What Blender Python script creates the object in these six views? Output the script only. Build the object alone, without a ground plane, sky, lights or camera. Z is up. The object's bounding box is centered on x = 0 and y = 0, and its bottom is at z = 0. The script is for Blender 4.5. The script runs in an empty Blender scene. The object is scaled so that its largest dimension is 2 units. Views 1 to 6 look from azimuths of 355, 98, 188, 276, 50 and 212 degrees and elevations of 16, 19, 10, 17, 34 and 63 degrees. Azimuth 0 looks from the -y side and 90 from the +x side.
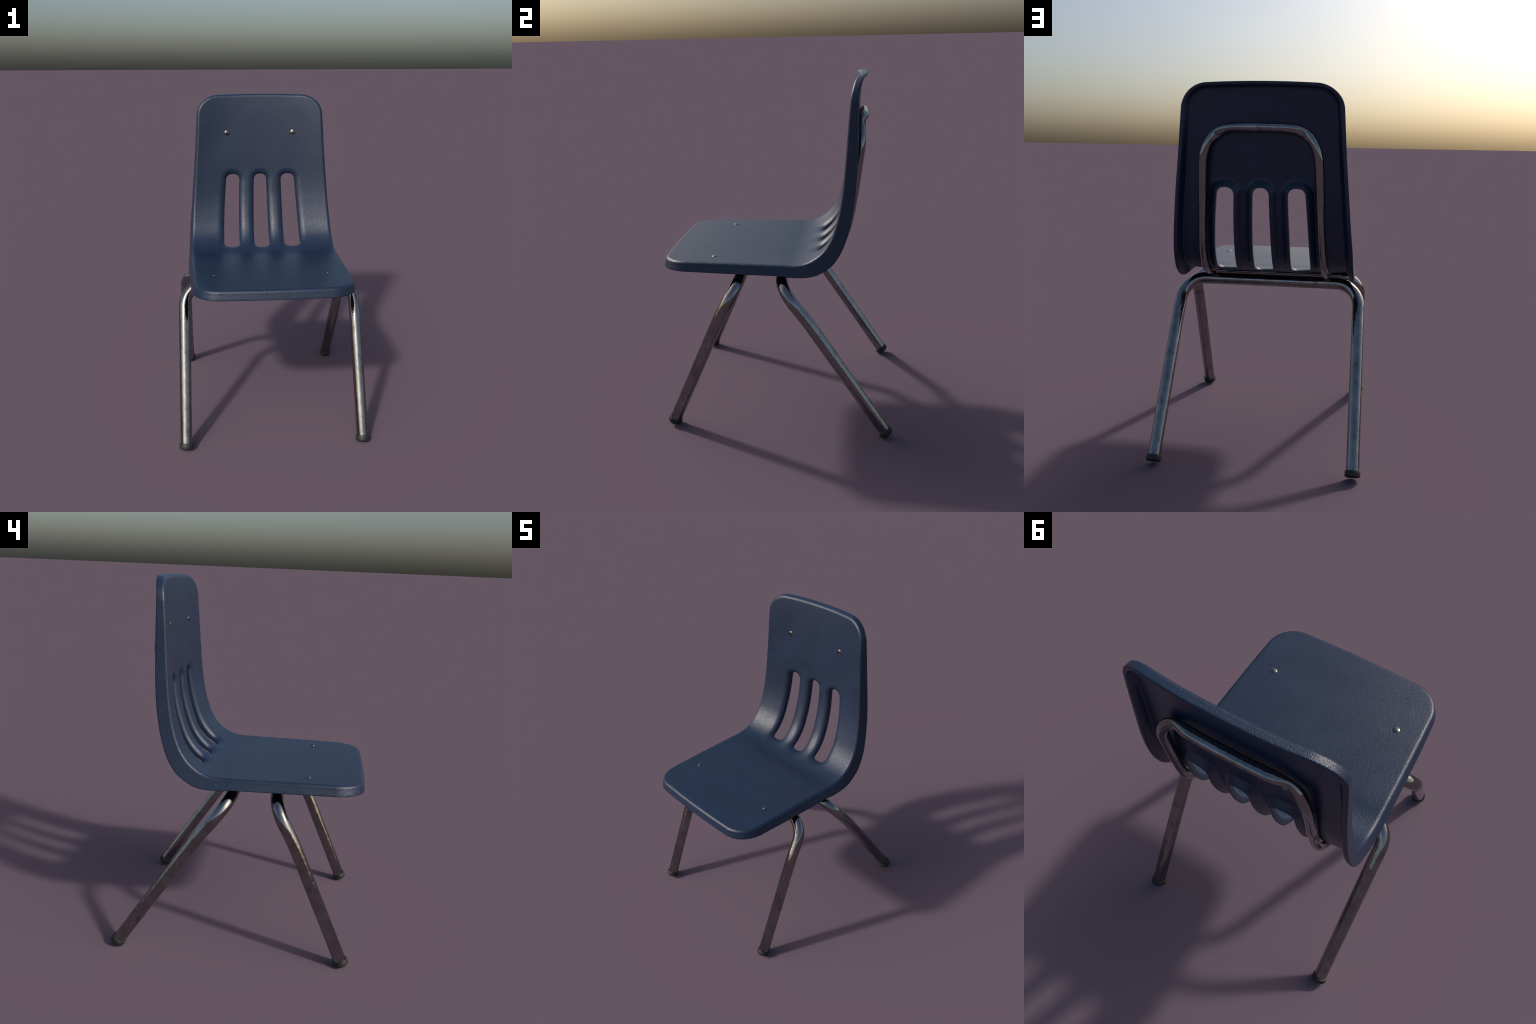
# A moulded-plastic stacking school chair on a bent chrome tube frame.
import bpy, math, random
import numpy as np
from mathutils import Vector
from mathutils.geometry import delaunay_2d_cdt

random.seed(4)

# ------------------------------------------------------------------ helpers
def new_object(name, verts, faces, mat, parent, normals=None, smooth=True):
    me = bpy.data.meshes.new(name)
    me.from_pydata([tuple(map(float, v)) for v in verts], [], faces)
    me.update()
    if smooth:
        me.polygons.foreach_set("use_smooth", [True] * len(me.polygons))
    if normals is not None:
        me.normals_split_custom_set_from_vertices([tuple(map(float, n)) for n in normals])
    me.materials.append(mat)
    ob = bpy.data.objects.new(name, me)
    bpy.context.scene.collection.objects.link(ob)
    ob.parent = parent
    return ob


def vertex_normals(verts, faces):
    """Area weighted vertex normals of a whole body, before it is split into parts."""
    v = np.asarray(verts, float)
    n = np.zeros_like(v)
    for f in faces:
        p = v[list(f)]
        fn = np.zeros(3)
        for i in range(1, len(f) - 1):
            fn += np.cross(p[i] - p[0], p[i + 1] - p[0])
        for i in f:
            n[i] += fn
    return n / np.maximum(np.linalg.norm(n, axis=1, keepdims=True), 1e-12)


def take_part(name, verts, faces, normals, pick, mat, parent):
    """Cut the picked faces of a body out as an object that keeps the body's normals."""
    sub = [f for f in faces if pick(f)]
    used = sorted({i for f in sub for i in f})
    back = {o: k for k, o in enumerate(used)}
    return new_object(name, [verts[i] for i in used], [tuple(back[i] for i in f) for f in sub],
                      mat, parent, [normals[i] for i in used])


def catmull(points, per=24):
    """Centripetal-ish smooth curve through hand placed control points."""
    p = np.asarray(points, float)
    p = np.vstack([2 * p[0] - p[1], p, 2 * p[-1] - p[-2]])
    out = []
    for i in range(1, len(p) - 2):
        p0, p1, p2, p3 = p[i - 1:i + 3]
        t0 = 0.0
        t1 = t0 + np.linalg.norm(p1 - p0) ** 0.5
        t2 = t1 + np.linalg.norm(p2 - p1) ** 0.5
        t3 = t2 + np.linalg.norm(p3 - p2) ** 0.5
        for k in range(per):
            t = t1 + (t2 - t1) * k / per
            a1 = (t1 - t) / (t1 - t0) * p0 + (t - t0) / (t1 - t0) * p1
            a2 = (t2 - t) / (t2 - t1) * p1 + (t - t1) / (t2 - t1) * p2
            a3 = (t3 - t) / (t3 - t2) * p2 + (t - t2) / (t3 - t2) * p3
            b1 = (t2 - t) / (t2 - t0) * a1 + (t - t0) / (t2 - t0) * a2
            b2 = (t3 - t) / (t3 - t1) * a2 + (t - t1) / (t3 - t1) * a3
            out.append((t2 - t) / (t2 - t1) * b1 + (t - t1) / (t2 - t1) * b2)
    out.append(p[-2])
    return np.array(out)


def fillet_path(corners, radii, step=0.02):
    """Polyline with its inner corners rounded by arcs, resampled evenly."""
    c = [np.array(q, float) for q in corners]
    pts = [c[0]]
    for i in range(1, len(c) - 1):
        a, b, d = c[i - 1], c[i], c[i + 1]
        u = (a - b) / np.linalg.norm(a - b)
        v = (d - b) / np.linalg.norm(d - b)
        ang = math.acos(np.clip(u @ v, -1, 1))
        r = radii[i - 1]
        t = r / math.tan(ang / 2)
        centre = b + (u + v) / np.linalg.norm(u + v) * r / math.sin(ang / 2)
        s0, s1 = b + u * t - centre, b + v * t - centre
        om = math.pi - ang
        for k in range(15):
            w = k / 14
            pts.append(centre + (math.sin((1 - w) * om) * s0 + math.sin(w * om) * s1) / math.sin(om))
    pts.append(c[-1])
    return resample(np.array(pts), step)


def resample(p, step):
    seg = np.linalg.norm(np.diff(p, axis=0), axis=1)
    L = np.concatenate([[0], np.cumsum(seg)])
    n = max(2, int(round(L[-1] / step)))
    t = np.linspace(0, L[-1], n + 1)
    return np.column_stack([np.interp(t, L, p[:, k]) for k in range(p.shape[1])])


def sweep(path, radius, sides=28, squash=None, up=(0, 1, 0), caps=True):
    """Tube along a path. squash(i, point) -> (scale along the 'up' direction, scale across)."""
    path = np.asarray(path, float)
    tan = np.gradient(path, axis=0)
    tan /= np.linalg.norm(tan, axis=1, keepdims=True)
    verts, faces = [], []
    ref = np.array(up, float)
    for i, (p, t) in enumerate(zip(path, tan)):
        a = ref - t * (ref @ t)
        a /= np.linalg.norm(a)
        ref = a                      # parallel transport
        b = np.cross(t, a)
        sa, sb = squash(i, p) if squash else (1.0, 1.0)
        r = radius(i, p) if callable(radius) else radius
        for k in range(sides):
            w = 2 * math.pi * k / sides
            verts.append(p + r * (sa * math.cos(w) * a + sb * math.sin(w) * b))
    for i in range(len(path) - 1):
        for k in range(sides):
            k2 = (k + 1) % sides
            faces.append((i * sides + k, i * sides + k2, (i + 1) * sides + k2, (i + 1) * sides + k))
    if caps:
        faces.append(tuple(range(sides - 1, -1, -1)))
        m = (len(path) - 1) * sides
        faces.append(tuple(range(m, m + sides)))
    return verts, faces


def lathe(profile, origin, axis, sides=28):
    """Turned part: profile of (radius, height) pairs around an axis."""
    z = np.array(axis, float)
    z /= np.linalg.norm(z)
    x = np.cross(z, [0.3, 0.2, 0.9] if abs(z[2]) < 0.9 else [1, 0, 0])
    x /= np.linalg.norm(x)
    y = np.cross(z, x)
    o = np.array(origin, float)
    verts, faces = [], []
    for r, h in profile:
        for k in range(sides):
            w = 2 * math.pi * k / sides
            verts.append(o + z * h + r * (math.cos(w) * x + math.sin(w) * y))
    for i in range(len(profile) - 1):
        for k in range(sides):
            k2 = (k + 1) % sides
            faces.append((i * sides + k, i * sides + k2, (i + 1) * sides + k2, (i + 1) * sides + k))
    faces.append(tuple(range(sides - 1, -1, -1)))
    m = (len(profile) - 1) * sides
    faces.append(tuple(range(m, m + sides)))
    return verts, faces


# ---------------------------------------------------------------- materials
def node_material(name):
    m = bpy.data.materials.new(name)
    m.use_nodes = True
    nt = m.node_tree
    return m, nt, nt.nodes["Principled BSDF"]


def add(nt, kind, **props):
    n = nt.nodes.new(kind)
    for k, v in props.items():
        if k in n.inputs:
            n.inputs[k].default_value = v
        else:
            setattr(n, k, v)
    return n


def ramp(nt, src, stops):
    r = nt.nodes.new("ShaderNodeValToRGB")
    e = r.color_ramp.elements
    while len(e) < len(stops):
        e.new(0.5)
    for el, (p, c) in zip(e, stops):
        el.position = p
        el.color = c if len(c) == 4 else (*c, 1)
    nt.links.new(src, r.inputs[0])
    return r.outputs[0]


def plastic_material(name, grain_strength):
    m, nt, b = node_material(name)
    co = add(nt, "ShaderNodeTexCoord").outputs["Object"]
    # faint cloudy wear in the colour
    cloud = add(nt, "ShaderNodeTexNoise", Scale=5.0, Detail=4.0, Roughness=0.6)
    nt.links.new(co, cloud.inputs["Vector"])
    col = ramp(nt, cloud.outputs["Fac"], [(0.3, PLASTIC_DARK), (0.7, PLASTIC_LIGHT)])
    nt.links.new(col, b.inputs["Base Color"])
    rough = ramp(nt, cloud.outputs["Fac"], [(0.3, (0.30,) * 3), (0.7, (0.37,) * 3)])
    nt.links.new(rough, b.inputs["Roughness"])
    b.inputs["Specular IOR Level"].default_value = 0.52
    # leathery moulded grain
    grain = add(nt, "ShaderNodeTexNoise", Scale=285.0, Detail=2.0, Roughness=0.55)
    cell = add(nt, "ShaderNodeTexVoronoi", Scale=300.0, feature="SMOOTH_F1")
    nt.links.new(co, grain.inputs["Vector"])
    nt.links.new(co, cell.inputs["Vector"])
    mix = add(nt, "ShaderNodeMath", operation="ADD")
    nt.links.new(grain.outputs["Fac"], mix.inputs[0])
    nt.links.new(cell.outputs["Distance"], mix.inputs[1])
    bump = add(nt, "ShaderNodeBump", Strength=grain_strength, Distance=0.0025)
    nt.links.new(mix.outputs[0], bump.inputs["Height"])
    nt.links.new(bump.outputs["Normal"], b.inputs["Normal"])
    return m


def chrome_material():
    m, nt, b = node_material("worn_chrome")
    b.inputs["Metallic"].default_value = 1.0
    co = add(nt, "ShaderNodeTexCoord").outputs["Object"]
    big = add(nt, "ShaderNodeTexNoise", Scale=9.0, Detail=5.0, Roughness=0.65)
    nt.links.new(co, big.inputs["Vector"])
    col = ramp(nt, big.outputs["Fac"], [(0.3, CHROME_DARK), (0.7, CHROME_LIGHT)])
    nt.links.new(col, b.inputs["Base Color"])
    rough = ramp(nt, big.outputs["Fac"], [(0.35, (0.03,) * 3), (0.72, (0.075,) * 3)])
    # dull scuffed patches, drawn out along the tubes
    wm = add(nt, "ShaderNodeMapping")
    wm.inputs["Scale"].default_value = (1, 1, 0.4)
    nt.links.new(co, wm.inputs["Vector"])
    wear = add(nt, "ShaderNodeTexNoise", Scale=26.0, Detail=7.0, Roughness=0.72)
    nt.links.new(wm.outputs[0], wear.inputs["Vector"])
    mask = ramp(nt, wear.outputs["Fac"], [(0.54, (0, 0, 0)), (0.68, (1, 1, 1))])
    dull = add(nt, "ShaderNodeMath", operation="MULTIPLY_ADD")
    dull.inputs[1].default_value = 0.16
    nt.links.new(mask, dull.inputs[0])
    nt.links.new(rough, dull.inputs[2])
    nt.links.new(dull.outputs[0], b.inputs["Roughness"])
    tarnish = add(nt, "ShaderNodeMix", data_type="RGBA", blend_type="MULTIPLY")
    tarnish.inputs[7].default_value = (0.62, 0.60, 0.56, 1)
    nt.links.new(mask, tarnish.inputs[0])
    nt.links.new(col, tarnish.inputs[6])
    nt.links.new(tarnish.outputs[2], b.inputs["Base Color"])
    mp = add(nt, "ShaderNodeMapping")
    mp.inputs["Scale"].default_value = (1, 1, 0.35)
    nt.links.new(co, mp.inputs["Vector"])
    fine = add(nt, "ShaderNodeTexNoise", Scale=42.0, Detail=3.0, Roughness=0.6)
    nt.links.new(mp.outputs[0], fine.inputs["Vector"])
    bump = add(nt, "ShaderNodeBump", Strength=0.60, Distance=0.002)
    nt.links.new(fine.outputs["Fac"], bump.inputs["Height"])
    nt.links.new(bump.outputs["Normal"], b.inputs["Normal"])
    return m


def rubber_material():
    m, nt, b = node_material("black_rubber")
    co = add(nt, "ShaderNodeTexCoord").outputs["Object"]
    n = add(nt, "ShaderNodeTexNoise", Scale=30.0, Detail=4.0)
    nt.links.new(co, n.inputs["Vector"])
    nt.links.new(ramp(nt, n.outputs["Fac"], [(0.3, (0.010, 0.012, 0.011)), (0.75, (0.027, 0.032, 0.029))]),
                 b.inputs["Base Color"])
    b.inputs["Roughness"].default_value = 0.55
    return m


def steel_material():
    m, nt, b = node_material("bolt_steel")
    b.inputs["Metallic"].default_value = 1.0
    co = add(nt, "ShaderNodeTexCoord").outputs["Object"]
    n = add(nt, "ShaderNodeTexNoise", Scale=60.0, Detail=3.0)
    nt.links.new(co, n.inputs["Vector"])
    nt.links.new(ramp(nt, n.outputs["Fac"], [(0.3, (0.17, 0.165, 0.16)), (0.7, (0.24, 0.235, 0.23))]),
                 b.inputs["Base Color"])
    b.inputs["Roughness"].default_value = 0.16
    return m


PLASTIC_DARK = (0.0095, 0.0205, 0.0460)
PLASTIC_LIGHT = (0.0125, 0.0255, 0.0600)
CHROME_DARK = (0.245, 0.24, 0.235)
CHROME_LIGHT = (0.37, 0.365, 0.36)
plastic = plastic_material("navy_grained_plastic", 0.40)          # sitting face and rim
plain_plastic = plastic_material("navy_plain_plastic", 0.03)      # smoother back and underside
chrome, rubber, steel = chrome_material(), rubber_material(), steel_material()

chair = bpy.data.objects.new("school_chair", None)
bpy.context.scene.collection.objects.link(chair)
chair["label"] = "navy blue moulded plastic school chair with slotted back and chrome tube legs"
chair["category"] = "school chair"

# -------------------------------------------------------------- plastic shell
# Side profile (y, z) of the sitting face along the rim, from the front edge up to the top.
PROFILE = catmull([(-0.661, 1.000), (-0.52, 1.003), (-0.35, 1.004), (-0.15, 1.004), (0.02, 1.004), (0.11, 1.006),
                   (0.182, 1.026), (0.247, 1.073), (0.293, 1.137), (0.325, 1.225), (0.346, 1.32), (0.362, 1.45),
                   (0.373, 1.62), (0.382, 1.78), (0.390, 1.90), (0.399, 2.0035)])
seg = np.linalg.norm(np.diff(PROFILE, axis=0), axis=1)
ARC = np.concatenate([[0], np.cumsum(seg)])
LENGTH = ARC[-1]
tang = np.gradient(PROFILE, axis=0)
for _ in range(12):                                  # soften the tangent field
    tang[1:-1] = (tang[:-2] + 2 * tang[1:-1] + tang[2:]) / 4
tang /= np.linalg.norm(tang, axis=1, keepdims=True)
NORMAL = np.column_stack([tang[:, 1], -tang[:, 0]])  # pointing to the back / underside

s_of_z = lambda z: float(np.interp(z, PROFILE[len(PROFILE) // 2:, 1], ARC[len(PROFILE) // 2:]))
s_of_y = lambda y: float(np.interp(y, PROFILE[:, 0], ARC))
S_BEND = s_of_y(0.25)


def table(keys):
    ks, vs = zip(*keys)
    return lambda s: np.interp(s, ks, vs)


half_width = table([(0, 0.452), (s_of_y(-0.5), 0.456), (s_of_y(-0.35), 0.463), (s_of_y(-0.1), 0.471),
                    (s_of_y(0.11), 0.476), (S_BEND, 0.474), (s_of_z(1.17), 0.469), (s_of_z(1.30), 0.459),
                    (s_of_z(1.45), 0.447), (s_of_z(1.62), 0.433), (s_of_z(1.76), 0.424), (s_of_z(1.9), 0.415),
                    (LENGTH, 0.408)])
rim_depth = table([(0, 0.056), (s_of_y(0.02), 0.057), (s_of_y(0.11), 0.066), (s_of_y(0.19), 0.085), (S_BEND, 0.090),
                   (s_of_z(1.17), 0.081), (s_of_z(1.30), 0.076), (s_of_z(1.45), 0.071), (s_of_z(1.6), 0.065),
                   (s_of_z(1.75), 0.057), (s_of_z(1.92), 0.044), (LENGTH, 0.043)])
rim_flare = table([(0, 0.010), (s_of_y(-0.3), 0.018), (s_of_y(0.1), 0.022), (S_BEND, 0.018), (s_of_z(1.3), 0.010),
                   (s_of_z(1.7), 0.006), (LENGTH, 0.004)])
bow = table([(0, 0.0), (s_of_y(-0.3), 0.002), (s_of_y(0.0), 0.008), (s_of_y(0.15), 0.018), (S_BEND, 0.023),
             (s_of_z(1.2), 0.027), (s_of_z(1.34), 0.033), (s_of_z(1.5), 0.035), (s_of_z(1.75), 0.036), (LENGTH, 0.038)])
PANEL = 0.018                                         # wall thickness of the shell
thicken_side = table([(s_of_y(0.10), 0.0), (s_of_y(0.19), 0.005), (S_BEND, 0.013), (s_of_z(1.17), 0.013), (s_of_z(1.3), 0.008),
                 (s_of_z(1.45), 0.003), (s_of_z(1.6), 0.0)])   # the back of the bend is built up
thicken = lambda x, s: thicken_side(s) * np.clip((np.abs(x) - 0.285) / 0.035, 0, 1)   # outside the slots


def place(x, s, h):
    """Map shell coordinates (across, along the profile, depth behind the face) to space."""
    s = np.asarray(s, float)
    sc = np.clip(s, 0, LENGTH)
    y = np.interp(sc, ARC, PROFILE[:, 0]) + np.where(s < 0, s * tang[0, 0], np.where(s > LENGTH, (s - LENGTH) * tang[-1, 0], 0))
    z = np.interp(sc, ARC, PROFILE[:, 1]) + np.where(s < 0, s * tang[0, 1], np.where(s > LENGTH, (s - LENGTH) * tang[-1, 1], 0))
    ny = np.interp(sc, ARC, NORMAL[:, 0])
    nz = np.interp(sc, ARC, NORMAL[:, 1])
    q = 1 - np.clip(np.abs(x) / half_width(sc), 0, 1) ** 2.6
    k = h + bow(sc) * q
    return np.column_stack([x, y + ny * k, z + nz * k])


def outline():
    """Closed outline of the shell face in (across, along) coordinates, anticlockwise."""
    right = []
    fr_x, fr_s, bk_x, bk_s = 0.150, 0.165, 0.145, 0.140
    x0 = half_width(fr_s)
    for k in range(12):
        x = (x0 - fr_x) * k / 12
        right.append((x, 0.007 * (x / 0.31) ** 2 - 0.002))
    base = 0.007 * ((x0 - fr_x) / 0.31) ** 2 - 0.002
    for k in range(26):
        a = math.pi / 2 * k / 25
        e = 0.97
        right.append((x0 - fr_x + fr_x * math.sin(a) ** e, base + (fr_s - base) * (1 - math.cos(a) ** e)))
    s1 = LENGTH - bk_s
    n = 90
    for k in range(1, n):
        s = fr_s + (s1 - fr_s) * k / n
        right.append((float(half_width(s)), s))
    x1 = half_width(s1)
    drop = 0.008 * ((x1 - bk_x) / 0.30) ** 2
    for k in range(26):
        a = math.pi / 2 * k / 25
        right.append((x1 - bk_x + bk_x * math.cos(a), s1 + (bk_s - drop) * math.sin(a)))
    for k in range(1, 13):
        x = (x1 - bk_x) * (1 - k / 12)
        right.append((x, LENGTH - 0.008 * (x / 0.30) ** 2))
    right = np.array(right)
    left = right[1:-1][::-1] * [-1, 1]
    return resample_closed(np.vstack([right, left]), 0.011)


def resample_closed(p, step):
    q = resample(np.vstack([p, p[:1]]), step)
    return q[:-1]


def slot_outline(bot, top, s_lo, s_hi, corner=0.040):
    """Slot with rounded ends; bot / top are its (left, right) x limits low and high on the back."""
    mid = 0.5 * (s_lo + s_hi)
    pts = []
    def edge(side, s):
        w = (s - s_lo) / (s_hi - s_lo)
        w = w ** 1.6
        return bot[side] + (top[side] - bot[side]) * w
    def end(sgn, s_end):
        out = []
        for k in range(25):
            a = math.pi * k / 24
            c = math.cos(a)
            e = 0.86 if sgn > 0 else 0.74
            u = math.copysign(abs(c) ** e, c)
            v = abs(math.sin(a)) ** e
            s = s_end - sgn * corner + sgn * corner * v
            l, r = edge(0, s_end - sgn * corner), edge(1, s_end - sgn * corner)
            out.append(((l + r) / 2 + sgn * u * (r - l) / 2, s))
        return out
    lo = end(-1, s_lo)            # from left to right along the bottom
    hi = end(1, s_hi)             # from right to left along the top
    side_r = [(edge(1, s), s) for s in np.linspace(s_lo + corner, s_hi - corner, 30)[1:-1]]
    side_l = [(edge(0, s), s) for s in np.linspace(s_hi - corner, s_lo + corner, 30)[1:-1]]
    return resample_closed(np.array(lo + side_r + hi + side_l), 0.0075)


def outward_normals(p):
    t = np.roll(p, -1, 0) - np.roll(p, 1, 0)
    t /= np.linalg.norm(t, axis=1, keepdims=True)
    n = np.column_stack([t[:, 1], -t[:, 0]])
    for _ in range(2):
        n = np.roll(n, 1, 0) + 2 * n + np.roll(n, -1, 0)
        n /= np.linalg.norm(n, axis=1, keepdims=True)
    return n


class Shell:
    def __init__(self):
        self.v, self.f, self.s, self.b = [], [], [], []
        self.back = False             # set while the back / underside is being built

    def ring(self, xy, h):
        k0 = len(self.v)
        self.v.extend(place(xy[:, 0], xy[:, 1], h))
        self.s.extend(xy[:, 1])
        self.b.extend([self.back] * len(xy))
        return list(range(k0, k0 + len(xy)))

    def band(self, a, b):
        n = len(a)
        for i in range(n):
            j = (i + 1) % n
            self.f.append((a[i], a[j], b[j], b[i]))


def inside(poly, pts):
    x, y = pts[:, 0][:, None], pts[:, 1][:, None]
    x0, y0 = poly[:, 0][None], poly[:, 1][None]
    x1, y1 = np.roll(poly[:, 0], -1)[None], np.roll(poly[:, 1], -1)[None]
    with np.errstate(divide="ignore", invalid="ignore"):
        hit = ((y0 > y) != (y1 > y)) & (x < (x1 - x0) * (y - y0) / (y1 - y0) + x0)
    return hit.sum(1) % 2 == 1


def fill(shell, outer_ids, outer_xy, holes, h, flip, grid=0.0125):
    """Triangulate the panel between the rim and the slots with an even grid of inner points."""
    pts = [tuple(p) for p in outer_xy]
    ids = list(outer_ids)
    edges = [(i, (i + 1) % len(pts)) for i in range(len(pts))]
    for hid, hxy in holes:
        k0 = len(pts)
        pts += [tuple(p) for p in hxy]
        ids += list(hid)
        edges += [(k0 + i, k0 + (i + 1) % len(hxy)) for i in range(len(hxy))]
    gx = np.arange(-0.5, 0.5001, grid)
    gs = np.arange(0, LENGTH, grid)
    G = np.array([(x + (grid / 2 if j % 2 else 0), s) for j, s in enumerate(gs) for x in gx])
    border = np.array(pts)
    ok = inside(np.asarray(outer_xy), G)
    for _, hxy in holes:
        ok &= ~inside(np.asarray(hxy), G)
    G = G[ok]
    d = np.min(np.linalg.norm(G[:, None] - border[None], axis=2), axis=1)
    G = G[d > grid * 0.6]
    ids += shell.ring(G, h + thicken(G[:, 0], G[:, 1]) if h > 0 else np.zeros(len(G)))
    pts += [tuple(p) for p in G]
    vo, _, fo, ov, _, _ = delaunay_2d_cdt([Vector(p) for p in pts], edges, [], 0, 1e-7)
    vo = np.array([tuple(v) for v in vo])
    cen = np.array([vo[list(f)].mean(0) for f in fo])
    keep = inside(np.asarray(outer_xy), cen)
    for _, hxy in holes:
        keep &= ~inside(np.asarray(hxy), cen)
    for f, k in zip(fo, keep):
        if k:
            g = tuple(ids[ov[i][0]] for i in f)
            a, b, c = vo[list(f)]
            ccw = (b[0] - a[0]) * (c[1] - a[1]) - (b[1] - a[1]) * (c[0] - a[0]) > 0
            shell.f.append(g if ccw != flip else g[::-1])


shell = Shell()
out = outline()
on = outward_normals(out)
S = out[:, 1]
D, F = rim_depth(S), rim_flare(S)
# rim section: (inward distance, depth) from the sitting face, over the edge and into the back recess
R = 0.020
rings, ringxy = [], []


def rim_ring(d, h):
    xy = out - on * np.broadcast_to(np.asarray(d, float), S.shape)[:, None]
    ringxy.append(xy)
    rings.append(shell.ring(xy, np.broadcast_to(np.asarray(h, float), S.shape)))


rim_ring(R + 0.012, 0.0)
for k in range(9):
    a = math.pi / 2 * k / 8
    rim_ring(R - R * math.sin(a) - F * 0.10 * k / 8, R * 0.95 * (1 - math.cos(a)))
for w in (0.35, 0.7, 1.0):
    rim_ring(-F * (0.1 + 0.8 * w), R * 0.95 + (D - 0.006 - R * 0.95) * w)
rim_ring(-F + 0.001, D - 0.002)
rim_ring(-F + 0.006, D)
shell.back = True
end = 0.017 - 0.004 * np.clip(on[:, 1], 0, 1) * (S > LENGTH / 2)
rim_ring(-F + end, D)
rim_ring(-F + end + 0.006, D - 0.004)
inner = -F * 0.55 + 0.036 - 0.011 * np.clip(on[:, 1], 0, 1) * (S > LENGTH / 2)
BACK = PANEL + thicken(out[:, 0], S)
rim_ring(inner - 0.003, BACK + 0.010)
rim_ring(inner, BACK + 0.004)
rim_ring(inner + 0.005, BACK)
rim_ring(inner + 0.016, BACK)
for a, b in zip(rings[:-1], rings[1:]):
    shell.band(b, a)

# three slots; limits read low and high on the back
S_LO, S_HI = s_of_y(0.222) - 0.018, s_of_z(1.474)
slots = [slot_outline((-0.257, -0.152), (-0.229, -0.141), S_LO, S_HI),
         slot_outline((-0.051, 0.051), (-0.041, 0.041), S_LO - 0.002, S_HI),
         slot_outline((0.152, 0.261), (0.141, 0.230), S_LO, S_HI)]
front_holes, back_holes = [], []
for sl in slots:
    n = outward_normals(sl)
    rr = []

    # the lower end opens wider and shallower into the seat than the rest of the slot
    low = np.clip(1 - (sl[:, 1] - S_LO) / 0.050, 0, 1) ** 1.5
    wide, deep = 1 + 0.40 * low, 1 - 0.24 * low

    def slot_ring(d, h, stretch=1.0, back=True):
        xy = sl + n * (np.full(len(sl), d) * stretch)[:, None]
        extra = thicken(xy[:, 0], xy[:, 1])
        if back:
            hh = np.full(len(sl), h) * (deep + (1 - deep) * (h <= PANEL + 0.006)) + extra * (1 if h <= PANEL + 0.006 else 1 - low)
        else:
            hh = np.full(len(sl), h)
        rr.append(shell.ring(xy, hh))
        return xy

    shell.back = False
    first = slot_ring(0.0465, 0.0, wide, False)
    for k in range(1, 15):
        a = math.pi / 2 * k / 14
        slot_ring(0.045 * (1 - math.sin(a)), 0.029 * (1 - math.cos(a)), wide, False)
    slot_ring(0.0, 0.037)
    slot_ring(0.0005, 0.044)
    shell.back = True
    slot_ring(0.003, 0.047)
    slot_ring(0.008, 0.0465)
    slot_ring(0.013, 0.043)
    slot_ring(0.033, 0.0235)
    slot_ring(0.038, 0.0195)
    last = slot_ring(0.044, PANEL)
    for a, b in zip(rr[:-1], rr[1:]):
        shell.band(a, b)
    front_holes.append((rr[0], first))
    back_holes.append((rr[-1], last))

shell.back = False
fill(shell, rings[0], ringxy[0], front_holes, 0.0, False)
shell.back = True
fill(shell, rings[-1], ringxy[-1], back_holes, PANEL, True)

verts, faces, along = np.array(shell.v), shell.f, np.array(shell.s)
normals = vertex_normals(verts, faces)
S_SPLIT = s_of_y(0.13)
is_back = np.array(shell.b)
for name, keep in (("seat", lambda f: along[list(f)].mean() < S_SPLIT), ("backrest", lambda f: along[list(f)].mean() >= S_SPLIT)):
    part = take_part(name, verts, faces, normals, keep, plastic, chair)
    part.data.materials.append(plain_plastic)
    kept = [f for f in faces if keep(f)]
    part.data.polygons.foreach_set("material_index", [int(is_back[list(f)].all()) for f in kept])

# ------------------------------------------------------------------ tube frame
TUBE = 0.0345


def leg_frame(foot_x, foot_y, bar_y, bar_z, tuck, sides=28):
    """One bent tube: foot, leg, crossbar under the seat, leg, foot. Cut into legs and crossbar."""
    z0 = 0.030
    fy = foot_y + (bar_y - foot_y) * z0 / bar_z
    top_x = 0.519
    path = fillet_path([(-foot_x, fy, z0), (-top_x, bar_y, bar_z), (top_x, bar_y, bar_z), (foot_x, fy, z0)],
                       [0.135, 0.135], 0.018)
    w = np.clip((path[:, 2] - 0.66) / (bar_z - 0.66), 0, 1)
    path[:, 1] += tuck * w * w * (3 - 2 * w)        # the bends tuck in under the middle of the seat
    v, f = sweep(path, TUBE, sides=sides, up=(0, 1, 0))
    v = np.array(v)
    nrm = vertex_normals(v, f)
    cx = lambda fc: v[list(fc)].mean(0)[0]
    cut = 0.375
    take_part("crossbar", v, f, nrm, lambda fc: abs(cx(fc)) <= cut, chrome, chair)
    for sx in (-1, 1):
        leg = take_part("leg", v, f, nrm, lambda fc: cx(fc) * sx > cut, chrome, chair)
        # rubber foot cap on the tube end, square to the leg
        end = np.array([sx * foot_x, fy, z0])
        axis = np.array([sx * (foot_x - top_x), fy - bar_y, z0 - bar_z])
        axis /= np.linalg.norm(axis)
        r = 0.0405
        prof = [(TUBE * 0.98, -0.0125), (r - 0.004, -0.0125), (r - 0.001, -0.0115), (r, -0.009), (r, 0.0145),
                (r - 0.0008, 0.0162), (r - 0.0055, 0.0205), (r - 0.008, 0.0212)]
        cv, cf = lathe(prof, end + axis * 0.000, axis, 20)
        cv = np.array(cv)
        low = cv[:, 2].min()
        cv -= axis * (low / axis[2])                    # slide along the leg until it stands on the ground
        cap = new_object("foot_cap", cv, cf, rubber, leg)
        cap.data.set_sharp_from_angle(angle=math.radians(38))


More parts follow.
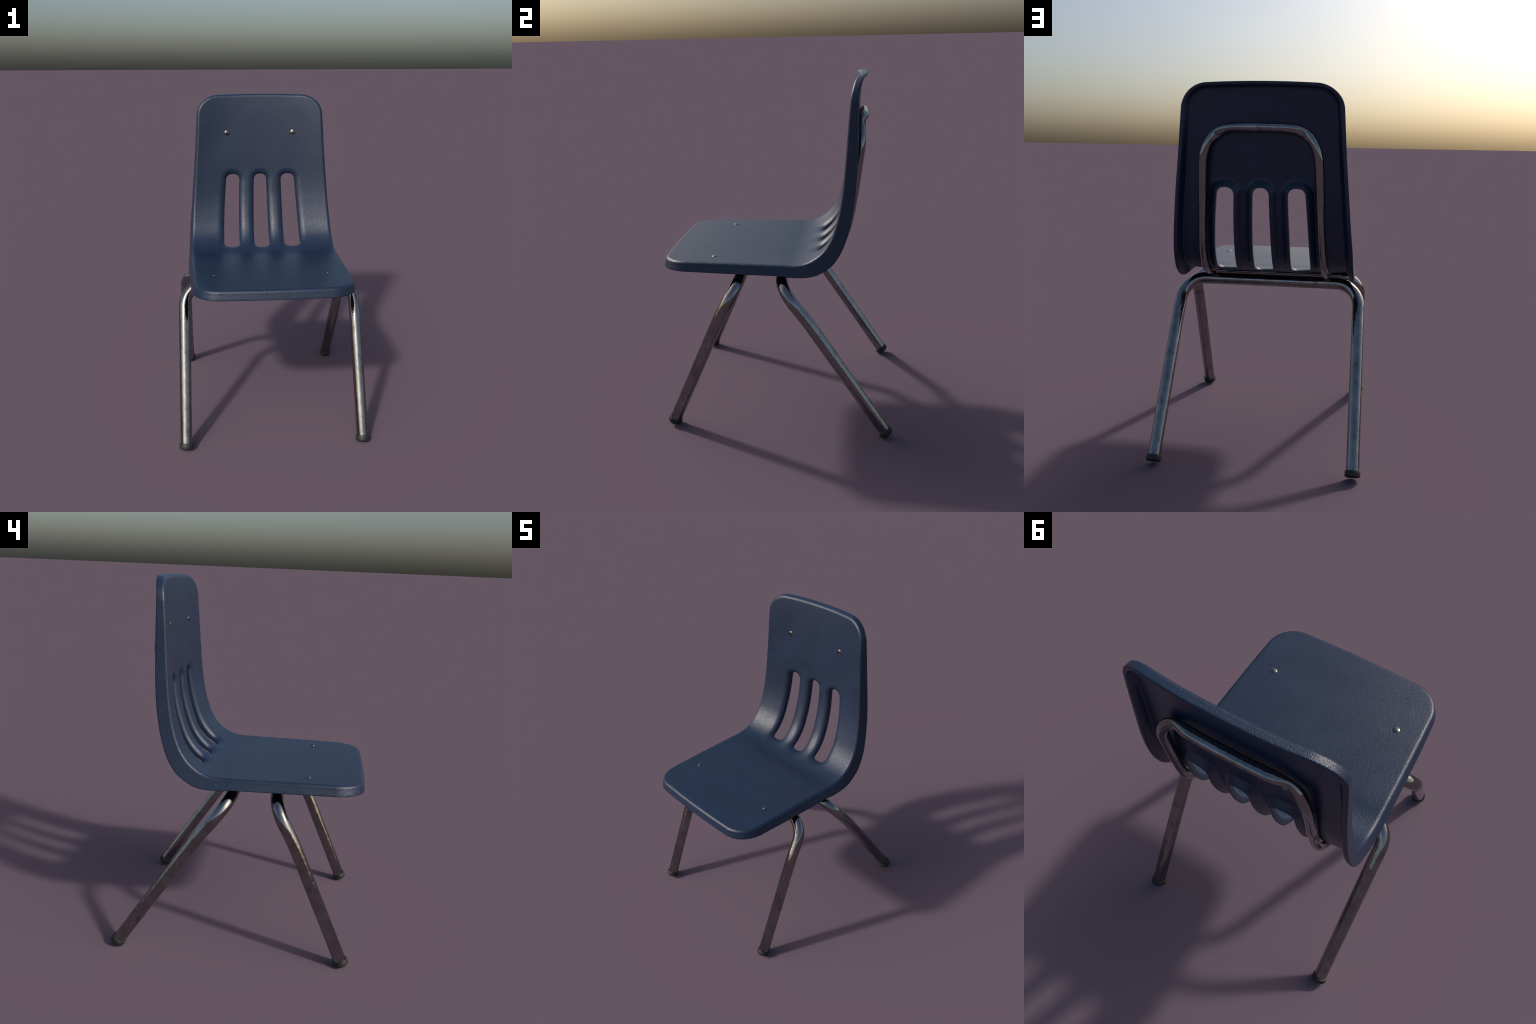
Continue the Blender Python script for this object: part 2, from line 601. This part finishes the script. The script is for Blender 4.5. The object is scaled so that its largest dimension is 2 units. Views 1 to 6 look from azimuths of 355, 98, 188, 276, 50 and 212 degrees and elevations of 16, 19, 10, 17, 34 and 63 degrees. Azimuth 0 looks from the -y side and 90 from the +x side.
leg_frame(0.526, -0.618, -0.224, 0.899, 0.018)
leg_frame(0.527, 0.654, 0.048, 0.899, -0.017)

# back support: up from under the seat, following the back, over the top and down again
side = [(0.335, -0.40, 0.957), (0.335, -0.20, 0.957), (0.335, 0.04, 0.957), (0.335, 0.12, 0.964), (0.334, 0.195, 0.979),
        (0.331, 0.267, 1.011), (0.328, 0.325, 1.062), (0.324, 0.366, 1.122), (0.319, 0.392, 1.195),
        (0.314, 0.410, 1.280), (0.310, 0.424, 1.39), (0.306, 0.437, 1.50), (0.302, 0.447, 1.58),
        (0.296, 0.453, 1.63), (0.281, 0.454, 1.68), (0.255, 0.451, 1.722), (0.224, 0.451, 1.746),
        (0.190, 0.460, 1.763), (0.14, 0.468, 1.772), (0.06, 0.471, 1.774)]
right = np.array(side)
sup = catmull(np.vstack([right, right[::-1] * [-1, 1, 1]]), 12)
sup = resample(sup, 0.012)


def flatten(i, p):
    """The tube is pressed flat and wide where the bolts pass through it."""
    d = math.hypot(abs(p[0]) - 0.224, p[2] - 1.744)
    w = math.exp(-(d / 0.040) ** 2)
    return (1 - 0.36 * w, 1 + 0.10 * w)


def support_radius(i, p):
    return 0.0205 + 0.003 * float(np.clip((p[2] - 1.34) / 0.06, 0, 1))


sv, sf = sweep(sup, support_radius, squash=flatten, up=(0, 0, -1))
new_object("back_support", sv, sf, chrome, chair)

# -------------------------------------------------------------------- fixings
def surface_point(x, s):
    p = place(np.array([x]), np.array([s]), 0.0)[0]
    e = 0.004
    du = place(np.array([x + e]), np.array([s]), 0.0)[0] - place(np.array([x - e]), np.array([s]), 0.0)[0]
    dv = place(np.array([x]), np.array([s + e]), 0.0)[0] - place(np.array([x]), np.array([s - e]), 0.0)[0]
    n = np.cross(du, dv)
    return p, n / np.linalg.norm(n)


dome = [(0.0185, -0.004)] + [(0.0185 * (1 - k / 9.5), 0.0003 + 0.0046 * (1 - (1 - k / 9.5) ** 2)) for k in range(10)]   # low rounded head
for x, s in ((-0.334, s_of_y(-0.362)), (0.337, s_of_y(-0.362)), (-0.222, s_of_z(1.750)), (0.221, s_of_z(1.750))):
    p, n = surface_point(x, s)
    bv, bf = lathe(dome, p, n, 24)
    new_object("bolt_head", bv, bf, steel, chair)

for x in (-0.219, 0.225):
    o = np.array([x, 0.4675, 1.744])
    ring_prof = [(0.0125, -0.004), (0.0125, 0.002), (0.011, 0.0038), (0.008, 0.0038), (0.0062, 0.001), (0.0060, -0.001),
                 (0.0035, -0.001), (0.003, 0.002), (0.001, 0.0025)]
    bv, bf = lathe(ring_prof, o, (0, 1, 0.05), 24)
    new_object("rivet", bv, bf, steel, chair)
